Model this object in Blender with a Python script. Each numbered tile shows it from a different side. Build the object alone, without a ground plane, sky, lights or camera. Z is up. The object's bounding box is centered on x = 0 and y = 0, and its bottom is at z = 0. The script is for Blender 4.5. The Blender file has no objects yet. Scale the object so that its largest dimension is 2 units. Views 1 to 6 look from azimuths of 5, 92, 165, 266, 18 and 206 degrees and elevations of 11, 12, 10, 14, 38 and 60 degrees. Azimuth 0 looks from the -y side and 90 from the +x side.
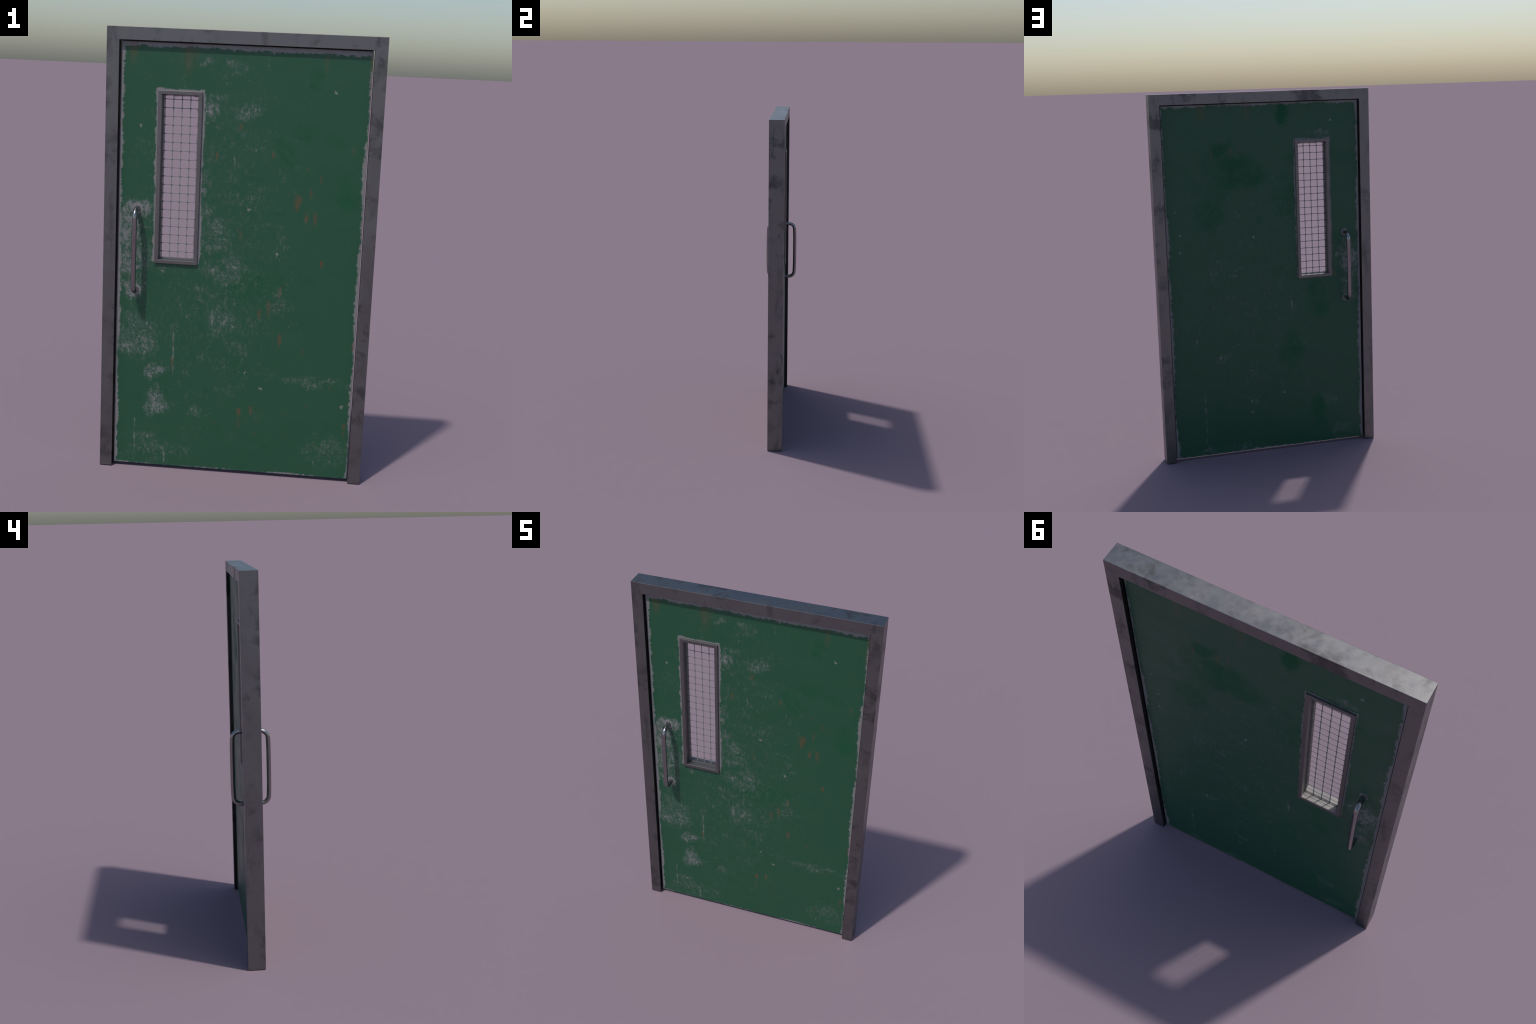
"""Painted steel fire door in a bare metal frame: worn green leaf, narrow wired-glass
window, a bow-shaped pull handle on each side.  Metres, z up, front faces -y."""
import bpy, bmesh, math, random
from mathutils import Vector

rng = random.Random(20)

# ------------------------------------------------------------------ dimensions
HALF_W, TOP = 0.604, 2.0            # outside of the frame
FRAME_Y = 0.0450                    # half depth of the frame
JAMB, HEAD = 0.0555, 0.0565         # face widths of jambs and header
LEAF = dict(x0=-0.5430, x1=0.5440, z0=0.0125, z1=1.9390)
LEAF_Y = 0.0250                     # half thickness of the leaf
WIN = dict(x0=-0.3745, x1=-0.1805, z0=0.9705, z1=1.7355)      # outside of trim
TRIM_W, TRIM_Y = 0.0165, 0.0340     # face width / half depth of the window trim
HANDLE_X, HANDLE_Z0, HANDLE_Z1 = -0.4560, 0.842, 1.212
HANDLE_R, HANDLE_Y = 0.0112, 0.0890
MESH_STEP = 0.0376                  # wire spacing


# ------------------------------------------------------------------ node helpers
class Graph:
    """Small helper that writes shader maths as expressions."""

    def __init__(self, name):
        self.mat = bpy.data.materials.new(name)
        self.mat.use_nodes = True
        self.nt = self.mat.node_tree
        self.nt.nodes.clear()
        self.out = self.nt.nodes.new("ShaderNodeOutputMaterial")
        tc = self.nt.nodes.new("ShaderNodeTexCoord")
        self.obj = tc.outputs["Object"]
        sep = self.node("ShaderNodeSeparateXYZ", Vector=self.obj)
        self.x, self.y, self.z = sep.outputs

    def node(self, kind, _props=None, **inputs):
        n = self.nt.nodes.new(kind)
        for k, v in (_props or {}).items():
            setattr(n, k, v)
        for k, v in inputs.items():
            self.put(n.inputs[k.replace("_", " ")], v)
        return n

    def put(self, sock, v):
        if isinstance(v, bpy.types.NodeSocket):
            self.nt.links.new(v, sock)
        else:
            sock.default_value = v

    def math(self, op, a, b=0.0, c=0.0, clamp=False):
        n = self.nt.nodes.new("ShaderNodeMath")
        n.operation, n.use_clamp = op, clamp
        for s, v in zip(n.inputs, (a, b, c)):
            self.put(s, v)
        return n.outputs[0]

    def add(self, a, b): return self.math("ADD", a, b)
    def sub(self, a, b): return self.math("SUBTRACT", a, b)
    def mul(self, a, b): return self.math("MULTIPLY", a, b)
    def mad(self, a, b, c): return self.math("MULTIPLY_ADD", a, b, c)
    def mn(self, a, b): return self.math("MINIMUM", a, b)
    def mx(self, a, b): return self.math("MAXIMUM", a, b)
    def absv(self, a): return self.math("ABSOLUTE", a)

    def step(self, v, lo, hi):
        """Smooth step of v: 0 at lo, 1 at hi (lo may exceed hi)."""
        n = self.nt.nodes.new("ShaderNodeMapRange")
        n.interpolation_type = "SMOOTHSTEP"
        n.clamp = True
        flip = lo > hi
        if flip:
            lo, hi = hi, lo
        for k, val in (("Value", v), ("From Min", lo), ("From Max", hi),
                       ("To Min", 1.0 if flip else 0.0), ("To Max", 0.0 if flip else 1.0)):
            self.put(n.inputs[k], val)
        return n.outputs[0]

    def coords(self, scale=(1, 1, 1), rot=(0, 0, 0), loc=(0, 0, 0)):
        return self.node("ShaderNodeMapping", Vector=self.obj, Scale=scale,
                         Rotation=rot, Location=loc).outputs[0]

    def noise(self, scale, detail=4.0, rough=0.55, vec=None, distort=0.0):
        n = self.node("ShaderNodeTexNoise", Scale=scale, Detail=detail,
                      Roughness=rough, Distortion=distort, Vector=vec or self.obj)
        return n.outputs["Fac"]

    def warp(self, amount, scale, loc):
        """Ragged copies of x and z, so that spots get broken outlines."""
        n = self.node("ShaderNodeTexNoise", Scale=scale, Detail=4.0, Roughness=0.6,
                      Vector=self.coords(loc=loc))
        s = self.node("ShaderNodeSeparateColor", Color=n.outputs["Color"]).outputs
        return (self.mad(self.sub(s[0], 0.5), amount, self.x),
                self.mad(self.sub(s[1], 0.5), amount, self.z))

    def blob(self, cx, cz, rx, rz, amount, droop=0.0, at=None):
        """Soft elliptical spot in the plane of the leaf.  droop > 0 trails it downwards."""
        px, pz = at or (self.x, self.z)
        dx = self.mad(px, 1.0 / rx, -cx / rx)
        dz = self.mad(pz, 1.0 / rz, -cz / rz)
        if droop:
            below = self.mul(self.mn(dz, 0.0), 1.0 / droop)
            dz = self.add(self.mx(dz, 0.0), below)
        d2 = self.add(self.mul(dx, dx), self.mul(dz, dz))
        return self.mul(self.step(d2, 1.6, 0.0), amount)

    def union(self, terms, op="MAXIMUM"):
        acc = terms[0]
        for t in terms[1:]:
            acc = self.math(op, acc, t)
        return acc

    def mix(self, fac, a, b):
        n = self.nt.nodes.new("ShaderNodeMix")
        n.data_type = "RGBA"
        self.put(n.inputs[0], fac)
        self.put(n.inputs[6], a)
        self.put(n.inputs[7], b)
        return n.outputs[2]

    def mixf(self, fac, a, b):
        return self.mad(fac, b - a, a) if not isinstance(a, bpy.types.NodeSocket) and \
            not isinstance(b, bpy.types.NodeSocket) else \
            self.add(a, self.mul(fac, self.sub(b, a)))

    def bump(self, height, strength, distance):
        return self.node("ShaderNodeBump", Height=height, Strength=strength,
                         Distance=distance).outputs[0]

    def principled(self, **kw):
        n = self.node("ShaderNodeBsdfPrincipled", None, **kw)
        return n

    def finish(self, shader):
        self.nt.links.new(shader, self.out.inputs["Surface"])
        return self.mat


def rgb(r, g, b):
    return (r, g, b, 1.0)


# ------------------------------------------------------------------ materials
GREEN = rgb(0.0140, 0.0770, 0.0390)
GREEN_DEEP = rgb(0.0095, 0.0830, 0.0350)
BARE = rgb(0.1900, 0.1900, 0.1930)
RUST = rgb(0.1500, 0.0620, 0.0230)

# Where the paint has gone: (x, z, radius x, radius z, amount)
FRONT_WEAR = [
    (-0.460, 1.205, 0.085, 0.060, 0.72), (-0.490, 1.119, 0.085, 0.120, 0.74),
    (-0.470, 0.986, 0.090, 0.100, 0.68), (-0.465, 0.866, 0.085, 0.070, 0.62),
    (-0.455, 0.623, 0.145, 0.118, 0.52), (-0.358, 0.466, 0.060, 0.062, 0.58),
    (-0.354, 0.317, 0.066, 0.090, 0.58), (-0.118, 1.110, 0.095, 0.100, 0.50),
    (-0.053, 0.951, 0.130, 0.100, 0.52), (-0.074, 0.724, 0.125, 0.095, 0.43),
    (0.028, 0.594, 0.080, 0.064, 0.38), (0.191, 1.048, 0.066, 0.040, 0.42),
    (0.188, 0.817, 0.062, 0.070, 0.41), (-0.097, 1.714, 0.060, 0.026, 0.52),
    (0.012, 1.670, 0.060, 0.060, 0.46), (-0.144, 1.660, 0.034, 0.052, 0.54),
    (-0.167, 1.870, 0.046, 0.030, 0.48), (-0.024, 1.849, 0.060, 0.055, 0.36),
    (0.368, 0.464, 0.170, 0.036, 0.45), (0.446, 0.135, 0.140, 0.085, 0.42),
    (-0.356, 0.085, 0.175, 0.110, 0.40), (-0.146, 1.284, 0.030, 0.170, 0.46),
    (-0.181, 0.831, 0.040, 0.060, 0.40), (-0.162, 0.269, 0.060, 0.026, 0.42),
    (-0.120, 1.050, 0.420, 1.000, 0.27),
]
BACK_WEAR = [
    (-0.470, 1.160, 0.044, 0.060, 0.60), (-0.480, 1.064, 0.070, 0.120, 0.70),
    (-0.470, 0.900, 0.062, 0.090, 0.64), (0.288, 1.031, 0.074, 0.056, 0.46),
    (0.171, 1.022, 0.035, 0.046, 0.46), (0.281, 0.556, 0.058, 0.048, 0.40),
    (0.426, 0.763, 0.056, 0.038, 0.42), (-0.351, 0.268, 0.060, 0.050, 0.42),
    (0.229, 0.031, 0.230, 0.040, 0.44), (0.101, 0.434, 0.050, 0.050, 0.38),
    (-0.320, 1.758, 0.070, 0.022, 0.50), (0.020, 0.311, 0.190, 0.024, 0.36),
    (-0.420, 0.060, 0.120, 0.060, 0.40), (0.100, 0.900, 0.474, 0.842, 0.20),
]
FRONT_SCRATCH = [(-0.277, 0.588, 0.006, 0.165), (-0.447, 0.150, 0.006, 0.150),
                 (-0.034, 1.463, 0.006, 0.090), (0.102, 1.889, 0.006, 0.075),
                 (-0.104, 0.730, 0.007, 0.065), (-0.308, 0.050, 0.006, 0.064)]
BACK_SCRATCH = [(-0.139, 0.849, 0.008, 0.095), (0.371, 0.250, 0.009, 0.200),
                (0.404, 0.669, 0.009, 0.035)]
FRONT_CHIP = [(0.395, 1.758), (-0.452, 1.580), (0.128, 0.416), (0.500, 0.355), (0.041, 1.234),
              (-0.337, 0.933), (0.052, 0.486), (0.174, 1.041)]
BACK_CHIP = [(0.489, 1.382), (0.469, 1.255), (0.472, 1.160), (0.066, 1.219), (0.174, 1.042),
             (-0.081, 0.328), (0.274, 0.560), (-0.388, 1.836), (0.108, 0.236)]
FRONT_RUST = [(0.255, 1.293, 0.021, 0.030, 1.0), (0.295, 1.223, 0.010, 0.022, 0.9),
              (0.334, 1.218, 0.012, 0.026, 0.5), (0.311, 1.325, 0.007, 0.020, 0.8),
              (-0.011, 1.599, 0.011, 0.014, 0.8), (0.138, 1.486, 0.008, 0.013, 0.8),
              (-0.109, 1.473, 0.007, 0.017, 0.7), (0.351, 1.390, 0.006, 0.016, 0.8),
              (0.374, 1.018, 0.009, 0.017, 0.9), (0.197, 0.885, 0.006, 0.028, 0.7),
              (0.110, 0.770, 0.013, 0.024, 0.7), (0.149, 0.810, 0.009, 0.034, 0.6),
              (0.203, 0.664, 0.010, 0.030, 0.8), (0.034, 0.306, 0.012, 0.018, 0.8),
              (0.088, 0.318, 0.009, 0.018, 0.8), (0.516, 0.262, 0.009, 0.026, 0.8),
              (-0.282, 0.522, 0.008, 0.022, 0.9), (0.534, 0.648, 0.007, 0.018, 0.8),
              (0.008, 1.125, 0.006, 0.024, 0.7), (0.035, 0.252, 0.008, 0.022, 0.7)]
BACK_RUST = [(-0.391, 0.998, 0.010, 0.018, 0.6), (0.176, 1.695, 0.007, 0.021, 0.6),
             (0.281, 1.692, 0.007, 0.024, 0.5), (0.135, 1.702, 0.005, 0.021, 0.5)]
FRONT_RUN = [(-0.489, 1.935, 0.024, 0.016), (-0.243, 1.935, 0.040, 0.022),
             (0.351, 1.935, 0.014, 0.020), (0.541, 1.890, 0.011, 0.030)]
BACK_RUN = [(0.330, 1.935, 0.024, 0.018), (0.082, 1.935, 0.024, 0.018)]
# patches where the paint is still deep and matt (no chalky film)
FRONT_DEEP = [(0.308, 1.816, 0.042, 0.069, 0.6), (0.264, 1.577, 0.085, 0.056, 0.6),
              (0.379, 1.555, 0.084, 0.056, 0.5), (0.464, 1.318, 0.071, 0.086, 0.5),
              (0.198, 1.489, 0.071, 0.085, 0.4), (0.082, 0.885, 0.175, 0.060, 0.4)]
BACK_DEEP = [(0.233, 1.707, 0.065, 0.045, 0.8), (0.149, 1.572, 0.165, 0.105, 0.6),
             (-0.115, 1.874, 0.046, 0.052, 0.9), (0.319, 1.354, 0.107, 0.106, 0.4),
             (-0.122, 1.504, 0.093, 0.161, 0.4), (-0.129, 0.532, 0.076, 0.170, 0.45),
             (-0.265, 0.191, 0.059, 0.116, 0.65), (-0.291, 0.854, 0.077, 0.112, 0.45),
             (0.258, 1.525, 0.107, 0.140, 0.45)]


def paint_material(name, wear, scratch, chip, rust, run, deep, edge, seed):
    g = Graph(name)
    off = (seed * 3.1, seed * 1.7, seed * 2.3)
    at = g.coords(loc=off)
    fine = g.noise(52.0, 8.0, 0.74, g.coords(scale=(1.15, 1.0, 0.62), loc=off))
    mid = g.noise(120.0, 4.0, 0.65, at)
    grit = g.noise(330.0, 2.0, 0.6, at)
    ragged = g.noise(34.0, 6.0, 0.70, at)
    cloud = g.noise(5.0, 5.0, 0.6, at)
    clump = g.noise(17.0, 4.0, 0.6, g.coords(scale=(0.8, 1.0, 1.2), loc=off))
    broad = g.warp(0.16, 9.0, off)
    tight = g.warp(0.030, 70.0, off)
    hair = g.warp(0.010, 14.0, off)

    # paint rubbed off in patches: a soft potential decides how much of the grain breaks through
    pot = g.union([g.blob(*w, at=broad) for w in wear])
    grain = g.add(g.mul(fine, 0.62), g.mul(mid, 0.38))
    grain = g.mad(g.sub(clump, 0.5), 0.34, grain)
    level = g.add(grain, g.mul(pot, 0.34))
    rubbed = g.mx(g.mul(g.step(level, 0.665, 0.80), 0.84), g.mul(g.step(level, 0.58, 0.74), 0.22))

    # worn rim along the four edges of the leaf and around the window trim
    wob = g.add(g.mul(g.sub(ragged, 0.5), 0.052), g.mul(g.sub(mid, 0.5), 0.016))

    def width(scale, loc, spread, mean):
        return g.mad(g.sub(g.noise(scale, 2.0, 0.5, g.coords(loc=loc)), 0.5), spread, mean)
    dl = g.sub(g.sub(g.x, LEAF["x0"]), width(2.6, (off[0], 9, 4), 0.030, edge["l"]))
    dr = g.sub(g.sub(LEAF["x1"], g.x), width(3.0, (5, off[1], 8), 0.050, edge["r"]))
    dt = g.sub(g.sub(LEAF["z1"], g.z), width(3.0, (2, 6, off[2]), 0.040, edge["t"]))
    db = g.sub(g.sub(g.z, LEAF["z0"]), width(4.0, (7, 1, off[2]), 0.040, edge["b"]))
    rim = g.mn(g.mn(dl, dr), g.mn(dt, db))
    wx, wz = 0.5 * (WIN["x0"] + WIN["x1"]), 0.5 * (WIN["z0"] + WIN["z1"])
    hx, hz = 0.5 * (WIN["x1"] - WIN["x0"]), 0.5 * (WIN["z1"] - WIN["z0"])
    qx = g.sub(g.absv(g.sub(g.x, wx)), hx)
    qz = g.sub(g.absv(g.sub(g.z, wz)), hz)
    halo = g.sub(g.mx(qx, qz), g.mad(g.sub(cloud, 0.5), 0.025, edge["w"]))
    halo = g.mad(wob, -0.35, halo)
    halo = g.add(halo, g.step(g.z, WIN["z0"] + 0.005, WIN["z0"] - 0.004))   # none under the sill
    rim = g.mn(rim, halo)
    # bare collar of metal round each handle foot
    for fz in (HANDLE_Z0, HANDLE_Z1):
        hxd, hzd = g.sub(g.x, HANDLE_X), g.sub(g.z, fz)
        d = g.math("SQRT", g.add(g.mul(hxd, hxd), g.mul(hzd, hzd)))
        rim = g.mn(rim, g.mad(wob, -0.4, g.sub(d, edge["foot"])))
    rim_mask = g.step(g.add(rim, wob), 0.0045, -0.0035)

    lines = g.union([g.blob(x, z, rx, rz, 0.62, at=hair) for x, z, rx, rz in scratch])
    broken = g.noise(42.0, 5.0, 0.65, g.coords(scale=(1, 1, 0.6), loc=off))
    lines = g.step(g.add(g.mul(lines, 0.42), g.mul(broken, 0.85)), 0.60, 0.84)
    chips = g.union([g.blob(x, z, rng.uniform(0.005, 0.0085), rng.uniform(0.005, 0.0085), 1.0, at=tight)
                     for x, z in chip])
    chips = g.step(chips, 0.25, 0.8)

    bare = g.mx(g.mx(rubbed, rim_mask), g.mx(g.mul(lines, 0.7), g.mul(chips, 0.75)))

    # rust: small spots bleeding downwards, broad faint runs from the top edge
    spots = [g.blob(x, z, rx * 0.9, rz * 0.62, a, droop=2.8, at=hair) for x, z, rx, rz, a in rust]
    for _ in range(16 if seed == 1 else 5):
        spots.append(g.blob(rng.uniform(-0.1, 0.53), rng.uniform(0.08, 1.75),
                            rng.uniform(0.003, 0.006), rng.uniform(0.006, 0.012),
                            rng.uniform(0.3, 0.65), droop=2.6, at=hair))
    spots = g.mul(g.union(spots), g.step(g.noise(60.0, 4.0, 0.65, g.coords(scale=(1, 1, 0.5))), 0.28, 0.62))
    runs = g.union([g.blob(x, z, rx, rz, 0.26, droop=5.5, at=hair) for x, z, rx, rz in run])
    runs = g.mul(runs, g.step(g.noise(60.0, 2.0, 0.5, g.coords(scale=(1, 1, 0.03))), 0.20, 0.60))
    rusty = g.mx(g.mul(spots, 0.75), runs)

    # deep patches versus chalky film
    deep_p = g.union([g.blob(*d, at=broad) for d in deep])
    deep_m = g.step(g.add(g.mul(deep_p, 0.50), g.noise(7.0, 8.0, 0.70, at)), 0.46, 1.06)

    green = g.mix(deep_m, GREEN, GREEN_DEEP)
    mottle = g.mad(g.sub(cloud, 0.5), 0.35, 1.0)
    green = g.mix(g.math("SUBTRACT", mottle, 0.85, clamp=True), green, rgb(0.0200, 0.0820, 0.0450))
    metal = g.mix(g.step(ragged, 0.35, 0.7), BARE, rgb(0.2250, 0.2260, 0.2300))
    col = g.mix(bare, green, metal)
    col = g.mix(g.mul(rusty, 0.9), col, RUST)

    smear = g.noise(4.0, 6.0, 0.62, g.coords(scale=(1.0, 1.0, 2.6), rot=(0, 0.6, 0), loc=off))
    rough = g.add(g.mixf(deep_m, 0.44, 0.66), g.mul(g.sub(grit, 0.5), 0.12))
    rough = g.mad(g.sub(smear, 0.5), 0.40, rough)
    rough = g.mixf(bare, rough, 0.55)
    spec = g.mixf(deep_m, 0.46, 0.14)
    height = g.add(g.mul(bare, -1.0), g.mul(grit, 0.25))
    b = g.principled(Base_Color=col, Roughness=rough, Specular_IOR_Level=spec,
                     Normal=g.bump(height, 0.25, 0.0012))
    return g.finish(b.outputs[0])


def steel_material(name, base, rough, patch=0.52, streak_rot=0.9):
    """Bare mill-finish steel: cloudy oxide, smudges and a few pale scuffs."""
    g = Graph(name)
    cloud = g.noise(6.0, 5.0, 0.60)
    smear = g.noise(6.0, 5.0, 0.55, g.coords(scale=(3.0, 3.0, 0.9), rot=(0.2, streak_rot, 0.3)))
    blotch = g.step(g.noise(10.0, 4.0, 0.58, g.coords(loc=(3, 5, 1)), 0.25), 0.51, 0.66)
    blotch = g.mul(blotch, g.step(g.noise(2.3, 3.0, 0.6, g.coords(loc=(1, 4, 7))), 0.30, 0.58))
    scuff = g.step(g.noise(22.0, 5.0, 0.7, g.coords(scale=(0.6, 1.0, 1.6), rot=(0, 0.7, 0), loc=(8, 2, 6))), 0.66, 0.80)
    fleck = g.noise(38.0, 6.0, 0.68)
    grain = g.noise(220.0, 2.0, 0.5)
    dark = tuple(c * (1.0 - patch) for c in base[:3]) + (1.0,)
    pale = tuple(min(1.0, c * 1.45) for c in base[:3]) + (1.0,)
    col = g.mix(g.mul(blotch, 0.9), base, dark)
    col = g.mix(g.mul(g.step(smear, 0.52, 0.74), 0.6), col, dark)
    col = g.mix(g.mul(scuff, 0.8), col, pale)
    r = g.add(g.mad(g.sub(cloud, 0.5), 0.34, rough), g.mul(g.sub(smear, 0.5), 0.26))
    r = g.add(r, g.mul(g.sub(fleck, 0.5), 0.22))
    r = g.mx(g.add(r, g.mul(blotch, 0.08)), 0.2)
    h = g.add(g.mul(grain, 0.3), cloud)
    b = g.principled(Base_Color=col, Metallic=1.0, Roughness=r, Normal=g.bump(h, 0.06, 0.002))
    return g.finish(b.outputs[0])


def handle_material():
    g = Graph("brushed_handle_steel")
    cloud = g.noise(24.0, 4.0, 0.6)
    col = g.mix(cloud, rgb(0.34, 0.33, 0.325), rgb(0.26, 0.255, 0.25))
    b = g.principled(Base_Color=col, Metallic=1.0, Roughness=g.mad(cloud, 0.12, 0.17))
    return g.finish(b.outputs[0])


def wire_material(name, tone):
    g = Graph(name)
    cloud = g.noise(60.0, 3.0, 0.6)
    col = g.mix(cloud, rgb(tone, tone, tone), rgb(tone * 1.2, tone * 1.22, tone * 1.2))
    b = g.principled(Base_Color=col, Metallic=0.0, Roughness=0.6)
    return g.finish(b.outputs[0])


def glass_material(x0, x1, z0, z1):
    """Clear old pane: nearly invisible, faint gloss, grime gathered along the putty line."""
    g = Graph("wired_glass")
    cx, cz, hx, hz = 0.5 * (x0 + x1), 0.5 * (z0 + z1), 0.5 * (x1 - x0), 0.5 * (z1 - z0)
    inset = g.mn(g.sub(hx, g.absv(g.sub(g.x, cx))), g.sub(hz, g.absv(g.sub(g.z, cz))))
    wob = g.mul(g.sub(g.noise(45.0, 4.0, 0.6), 0.5), 0.016)
    grime = g.step(g.add(inset, wob), 0.0135, 0.003)
    smudge = g.mul(g.step(g.noise(38.0, 5.0, 0.7, distort=1.2), 0.64, 0.82), 0.08)
    mask = g.mx(g.mul(grime, 0.80), smudge)
    clear = g.node("ShaderNodeBsdfTransparent", Color=rgb(0.985, 0.990, 0.987)).outputs[0]
    gloss = g.node("ShaderNodeBsdfGlossy", Color=rgb(1, 1, 1), Roughness=0.05).outputs[0]
    fres = g.mul(g.node("ShaderNodeFresnel", IOR=1.35).outputs[0], 0.10)
    pane = g.node("ShaderNodeMixShader", Fac=fres)
    g.nt.links.new(clear, pane.inputs[1])
    g.nt.links.new(gloss, pane.inputs[2])
    dirt = g.principled(Base_Color=rgb(0.15, 0.15, 0.145), Roughness=0.8).outputs[0]
    mixed = g.node("ShaderNodeMixShader", Fac=mask)
    g.nt.links.new(pane.outputs[0], mixed.inputs[1])
    g.nt.links.new(dirt, mixed.inputs[2])
    return g.finish(mixed.outputs[0])


# ------------------------------------------------------------------ geometry helpers
def make_object(name, bm, mats, parent=None, smooth=None, recalc=True):
    me = bpy.data.meshes.new(name)
    if recalc:
        bmesh.ops.recalc_face_normals(bm, faces=bm.faces)
    bm.to_mesh(me)
    bm.free()
    for m in mats:
        me.materials.append(m)
    ob = bpy.data.objects.new(name, me)
    bpy.context.scene.collection.objects.link(ob)
    if parent:
        ob.parent = parent
    if smooth is not None:
        for p in me.polygons:
            p.use_smooth = True
        me.set_sharp_from_angle(angle=math.radians(smooth))
    return ob


def box(bm, x0, x1, y0, y1, z0, z1):
    v = [bm.verts.new((x, y, z)) for x in (x0, x1) for y in (y0, y1) for z in (z0, z1)]
    for f in ((0, 1, 3, 2), (4, 6, 7, 5), (0, 4, 5, 1), (2, 3, 7, 6), (0, 2, 6, 4), (1, 5, 7, 3)):
        bm.faces.new([v[i] for i in f])


def ring_prism(bm, outer, inner, y0, y1):
    """Rectangular plate with a rectangular opening, extruded from y0 to y1."""
    def loop(r, y):
        return [bm.verts.new(p) for p in ((r[0], y, r[2]), (r[1], y, r[2]),
                                          (r[1], y, r[3]), (r[0], y, r[3]))]
    of, ob, nf, nb = loop(outer, y0), loop(outer, y1), loop(inner, y0), loop(inner, y1)
    for i in range(4):
        j = (i + 1) % 4
        bm.faces.new((of[i], of[j], nf[j], nf[i]))
        bm.faces.new((ob[i], nb[i], nb[j], ob[j]))
        bm.faces.new((of[i], ob[i], ob[j], of[j]))
        bm.faces.new((nf[i], nf[j], nb[j], nb[i]))


def bevel_all(bm, width, segments=2):
    bmesh.ops.recalc_face_normals(bm, faces=bm.faces)
    sharp = [e for e in bm.edges if e.calc_face_angle(0.0) > 0.6]
    bmesh.ops.bevel(bm, geom=sharp, offset=width, segments=segments, profile=0.5, affect="EDGES")


def sweep(bm, path, radius, sides=24):
    rings = []
    for i, p in enumerate(path):
        a, b = path[max(0, i - 1)], path[min(len(path) - 1, i + 1)]
        t = (b - a).normalized()
        side = Vector((1, 0, 0))
        up = t.cross(side).normalized()
        rings.append([bm.verts.new(p + radius * (math.cos(k) * side + math.sin(k) * up))
                      for k in (2 * math.pi * s / sides for s in range(sides))])
    for r0, r1 in zip(rings, rings[1:]):
        for s in range(sides):
            bm.faces.new((r0[s], r0[(s + 1) % sides], r1[(s + 1) % sides], r1[s]))
    bm.faces.new(rings[0])
    bm.faces.new(rings[-1][::-1])


# ------------------------------------------------------------------ build
steel = steel_material("frame_steel", rgb(0.203, 0.200, 0.201), 0.40)
reveal_steel = steel_material("near_black_steel", rgb(0.050, 0.050, 0.052), 0.48)
trim_steel = steel_material("trim_steel", rgb(0.200, 0.190, 0.190), 0.50, patch=0.15)
front_paint = paint_material("green_paint_front", FRONT_WEAR, FRONT_SCRATCH, FRONT_CHIP, FRONT_RUST,
                             FRONT_RUN, FRONT_DEEP, dict(l=0.013, r=0.006, t=0.017, b=0.001, w=0.0075, foot=0.024), 1)
back_paint = paint_material("green_paint_back", BACK_WEAR, BACK_SCRATCH, BACK_CHIP, BACK_RUST,
                            BACK_RUN, BACK_DEEP, dict(l=0.012, r=0.011, t=0.011, b=0.001, w=0.0045, foot=0.019), 2)

door = bpy.data.objects.new("steel_door", None)
bpy.context.scene.collection.objects.link(door)
door["label"] = "worn green steel door with wired glass window in metal frame"
door["category"] = "door"

# frame: two jambs and a header welded flush (one bevelled body, split by region)
def frame_part(name, keep):
    bm = bmesh.new()
    ix, iz = HALF_W - JAMB, TOP - HEAD
    outline = [(-HALF_W, 0), (-ix, 0), (-ix, iz), (ix, iz), (ix, 0), (HALF_W, 0),
               (HALF_W, TOP), (ix, TOP), (-ix, TOP), (-HALF_W, TOP)]
    f = [bm.verts.new((x, -FRAME_Y, z)) for x, z in outline]
    b = [bm.verts.new((x, FRAME_Y, z)) for x, z in outline]
    for panel in ((0, 1, 2, 8, 9), (2, 3, 7, 8), (3, 4, 5, 6, 7)):
        bm.faces.new([f[i] for i in panel])
        bm.faces.new([b[i] for i in reversed(panel)])
    for i in range(10):
        j = (i + 1) % 10
        bm.faces.new((f[i], b[i], b[j], f[j]))
    bevel_all(bm, 0.0012)
    bmesh.ops.recalc_face_normals(bm, faces=bm.faces)
    for face in bm.faces:                      # near-black colour on the faces toward the leaf
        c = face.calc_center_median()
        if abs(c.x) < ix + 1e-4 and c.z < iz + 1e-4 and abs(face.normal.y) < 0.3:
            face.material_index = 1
    drop = [fc for fc in bm.faces if not keep(fc.calc_center_median().x, ix)]
    bmesh.ops.delete(bm, geom=drop, context="FACES")
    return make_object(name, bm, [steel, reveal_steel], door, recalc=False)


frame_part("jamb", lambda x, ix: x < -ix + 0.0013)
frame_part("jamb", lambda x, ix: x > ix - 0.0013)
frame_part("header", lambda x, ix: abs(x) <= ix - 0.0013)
# near-black bar closing the view through the slot above the leaf
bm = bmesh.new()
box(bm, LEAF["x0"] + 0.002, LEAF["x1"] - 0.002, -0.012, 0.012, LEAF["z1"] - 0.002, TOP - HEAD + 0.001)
make_object("dark_slot_bar", bm, [reveal_steel], door)

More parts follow.
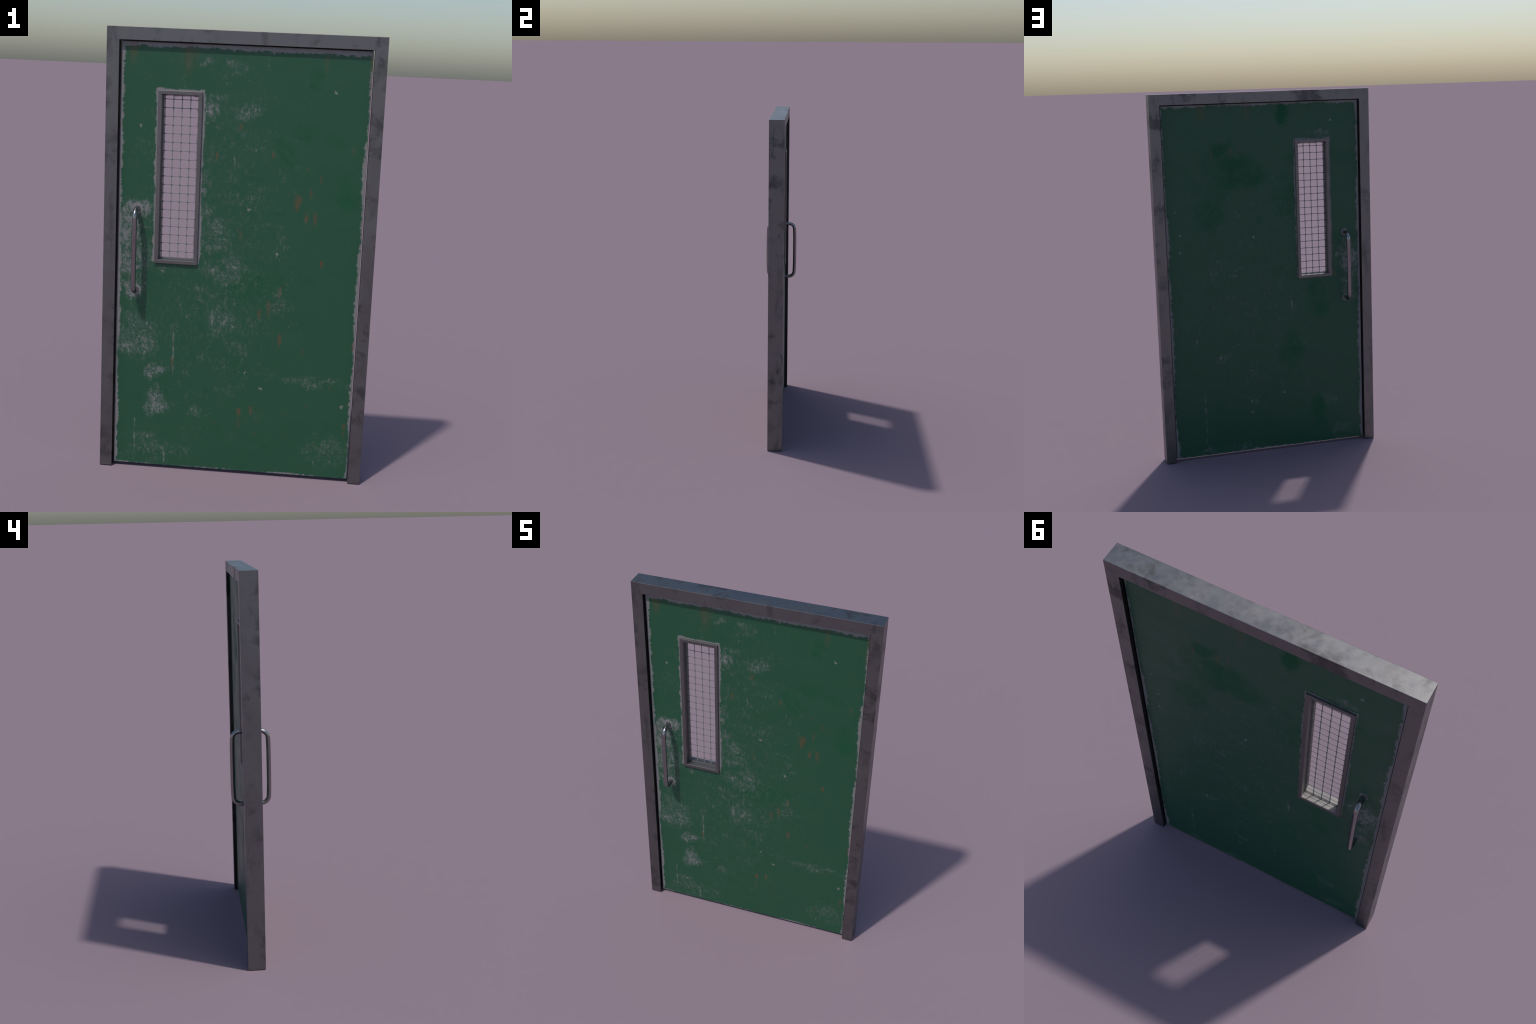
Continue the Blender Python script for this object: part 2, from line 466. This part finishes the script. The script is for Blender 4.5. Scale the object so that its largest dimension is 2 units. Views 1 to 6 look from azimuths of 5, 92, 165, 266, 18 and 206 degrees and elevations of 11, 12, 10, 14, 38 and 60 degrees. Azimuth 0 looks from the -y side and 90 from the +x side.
# leaf: one plate with the window opening
hole = (WIN["x0"] + 0.006, WIN["x1"] - 0.006, WIN["z0"] + 0.006, WIN["z1"] - 0.006)
bm = bmesh.new()
ring_prism(bm, (LEAF["x0"], LEAF["x1"], LEAF["z0"], LEAF["z1"]), hole, -LEAF_Y, LEAF_Y)
bevel_all(bm, 0.0015)
for f in bm.faces:
    f.material_index = 0 if f.calc_center_median().y < 0 else 1
leaf = make_object("door_leaf", bm, [front_paint, back_paint], door)

# window trim: a square tube lining the opening, proud on both sides
inner = (WIN["x0"] + TRIM_W, WIN["x1"] - TRIM_W, WIN["z0"] + TRIM_W, WIN["z1"] - TRIM_W)
bm = bmesh.new()
ring_prism(bm, (WIN["x0"], WIN["x1"], WIN["z0"], WIN["z1"]), inner, -TRIM_Y, TRIM_Y)
bevel_all(bm, 0.0014, 2)
trim = make_object("window_frame", bm, [trim_steel], door)

# wired glass
px0, px1, pz0, pz1 = inner[0] - 0.003, inner[1] + 0.003, inner[2] - 0.003, inner[3] + 0.003
bm = bmesh.new()
box(bm, px0, px1, -0.0030, 0.0030, pz0, pz1)
make_object("glass_pane", bm, [glass_material(px0, px1, pz0, pz1)], trim)

wire_mat = wire_material("galvanised_wire", 0.20)
weld_mat = wire_material("weld_metal", 0.115)
cols = [-0.3490 + MESH_STEP * i for i in range(4)]
rows = [1.6980 - MESH_STEP * i for i in range(19)]
bm = bmesh.new()
box(bm, -0.0018, 0.0018, -0.0006, 0.0006, -0.5 * (pz1 - pz0) + 0.001, 0.5 * (pz1 - pz0) - 0.001)
upright = make_object("wire", bm, [wire_mat], trim)
upright.location = (cols[0], 0.0, 0.5 * (pz0 + pz1))
for x in cols[1:]:
    o = upright.copy()
    o.location.x = x
    bpy.context.scene.collection.objects.link(o)
bm = bmesh.new()
box(bm, -0.5 * (px1 - px0) + 0.001, 0.5 * (px1 - px0) - 0.001, -0.0002, 0.0002, -0.0016, 0.0016)
cross = make_object("wire", bm, [wire_mat], trim)
cross.location = (0.5 * (px0 + px1), 0.0, rows[0])
for z in rows[1:]:
    o = cross.copy()
    o.location.z = z
    bpy.context.scene.collection.objects.link(o)
bm = bmesh.new()
for x in cols:
    for z in rows:
        ret = bmesh.ops.create_icosphere(bm, subdivisions=2, radius=0.0040)
        for v in ret["verts"]:
            v.co = Vector((x + v.co.x, v.co.y * 0.35, z + v.co.z))
welds = make_object("wire_weld", bm, [weld_mat], trim, 60)
welds["kind"] = "stuff"

# pull handles: bent round bar, very slightly bowed, with a thin collar at each foot
handle_mat = handle_material()


def handle_path(sign):
    bend, y_foot = 0.036, LEAF_Y - 0.004
    pts = [Vector((HANDLE_X, sign * y_foot, HANDLE_Z1))]
    n = 10
    for i in range(n + 1):
        a = 0.5 * math.pi * i / n
        pts.append(Vector((HANDLE_X, sign * (HANDLE_Y - bend + bend * math.sin(a)),
                           HANDLE_Z1 - bend + bend * math.cos(a))))
    z_hi, z_lo = HANDLE_Z1 - bend, HANDLE_Z0 + bend
    for i in range(1, 16):
        s = i / 16
        bow = 0.0022 * (1.0 - (2 * s - 1) ** 4)
        pts.append(Vector((HANDLE_X, sign * (HANDLE_Y + bow), z_hi + (z_lo - z_hi) * s)))
    for i in range(n + 1):
        a = 0.5 * math.pi * (1 - i / n)
        pts.append(Vector((HANDLE_X, sign * (HANDLE_Y - bend + bend * math.sin(a)),
                           HANDLE_Z0 + bend - bend * math.cos(a))))
    pts.append(Vector((HANDLE_X, sign * y_foot, HANDLE_Z0)))
    return pts


for sign in (-1, 1):
    bm = bmesh.new()
    sweep(bm, handle_path(sign), HANDLE_R)
    handle = make_object("pull_handle", bm, [handle_mat], door, 60)
    for z in (HANDLE_Z0, HANDLE_Z1):
        bm = bmesh.new()
        bmesh.ops.create_cone(bm, cap_ends=True, segments=32, radius1=0.0132, radius2=0.0124, depth=0.005)
        bmesh.ops.rotate(bm, verts=bm.verts, cent=(0, 0, 0),
                         matrix=__import__("mathutils").Matrix.Rotation(-sign * math.pi / 2, 3, "X"))
        bmesh.ops.translate(bm, verts=bm.verts, vec=(HANDLE_X, sign * (LEAF_Y + 0.0010), z))
        make_object("mounting_collar", bm, [handle_mat], handle, 40)
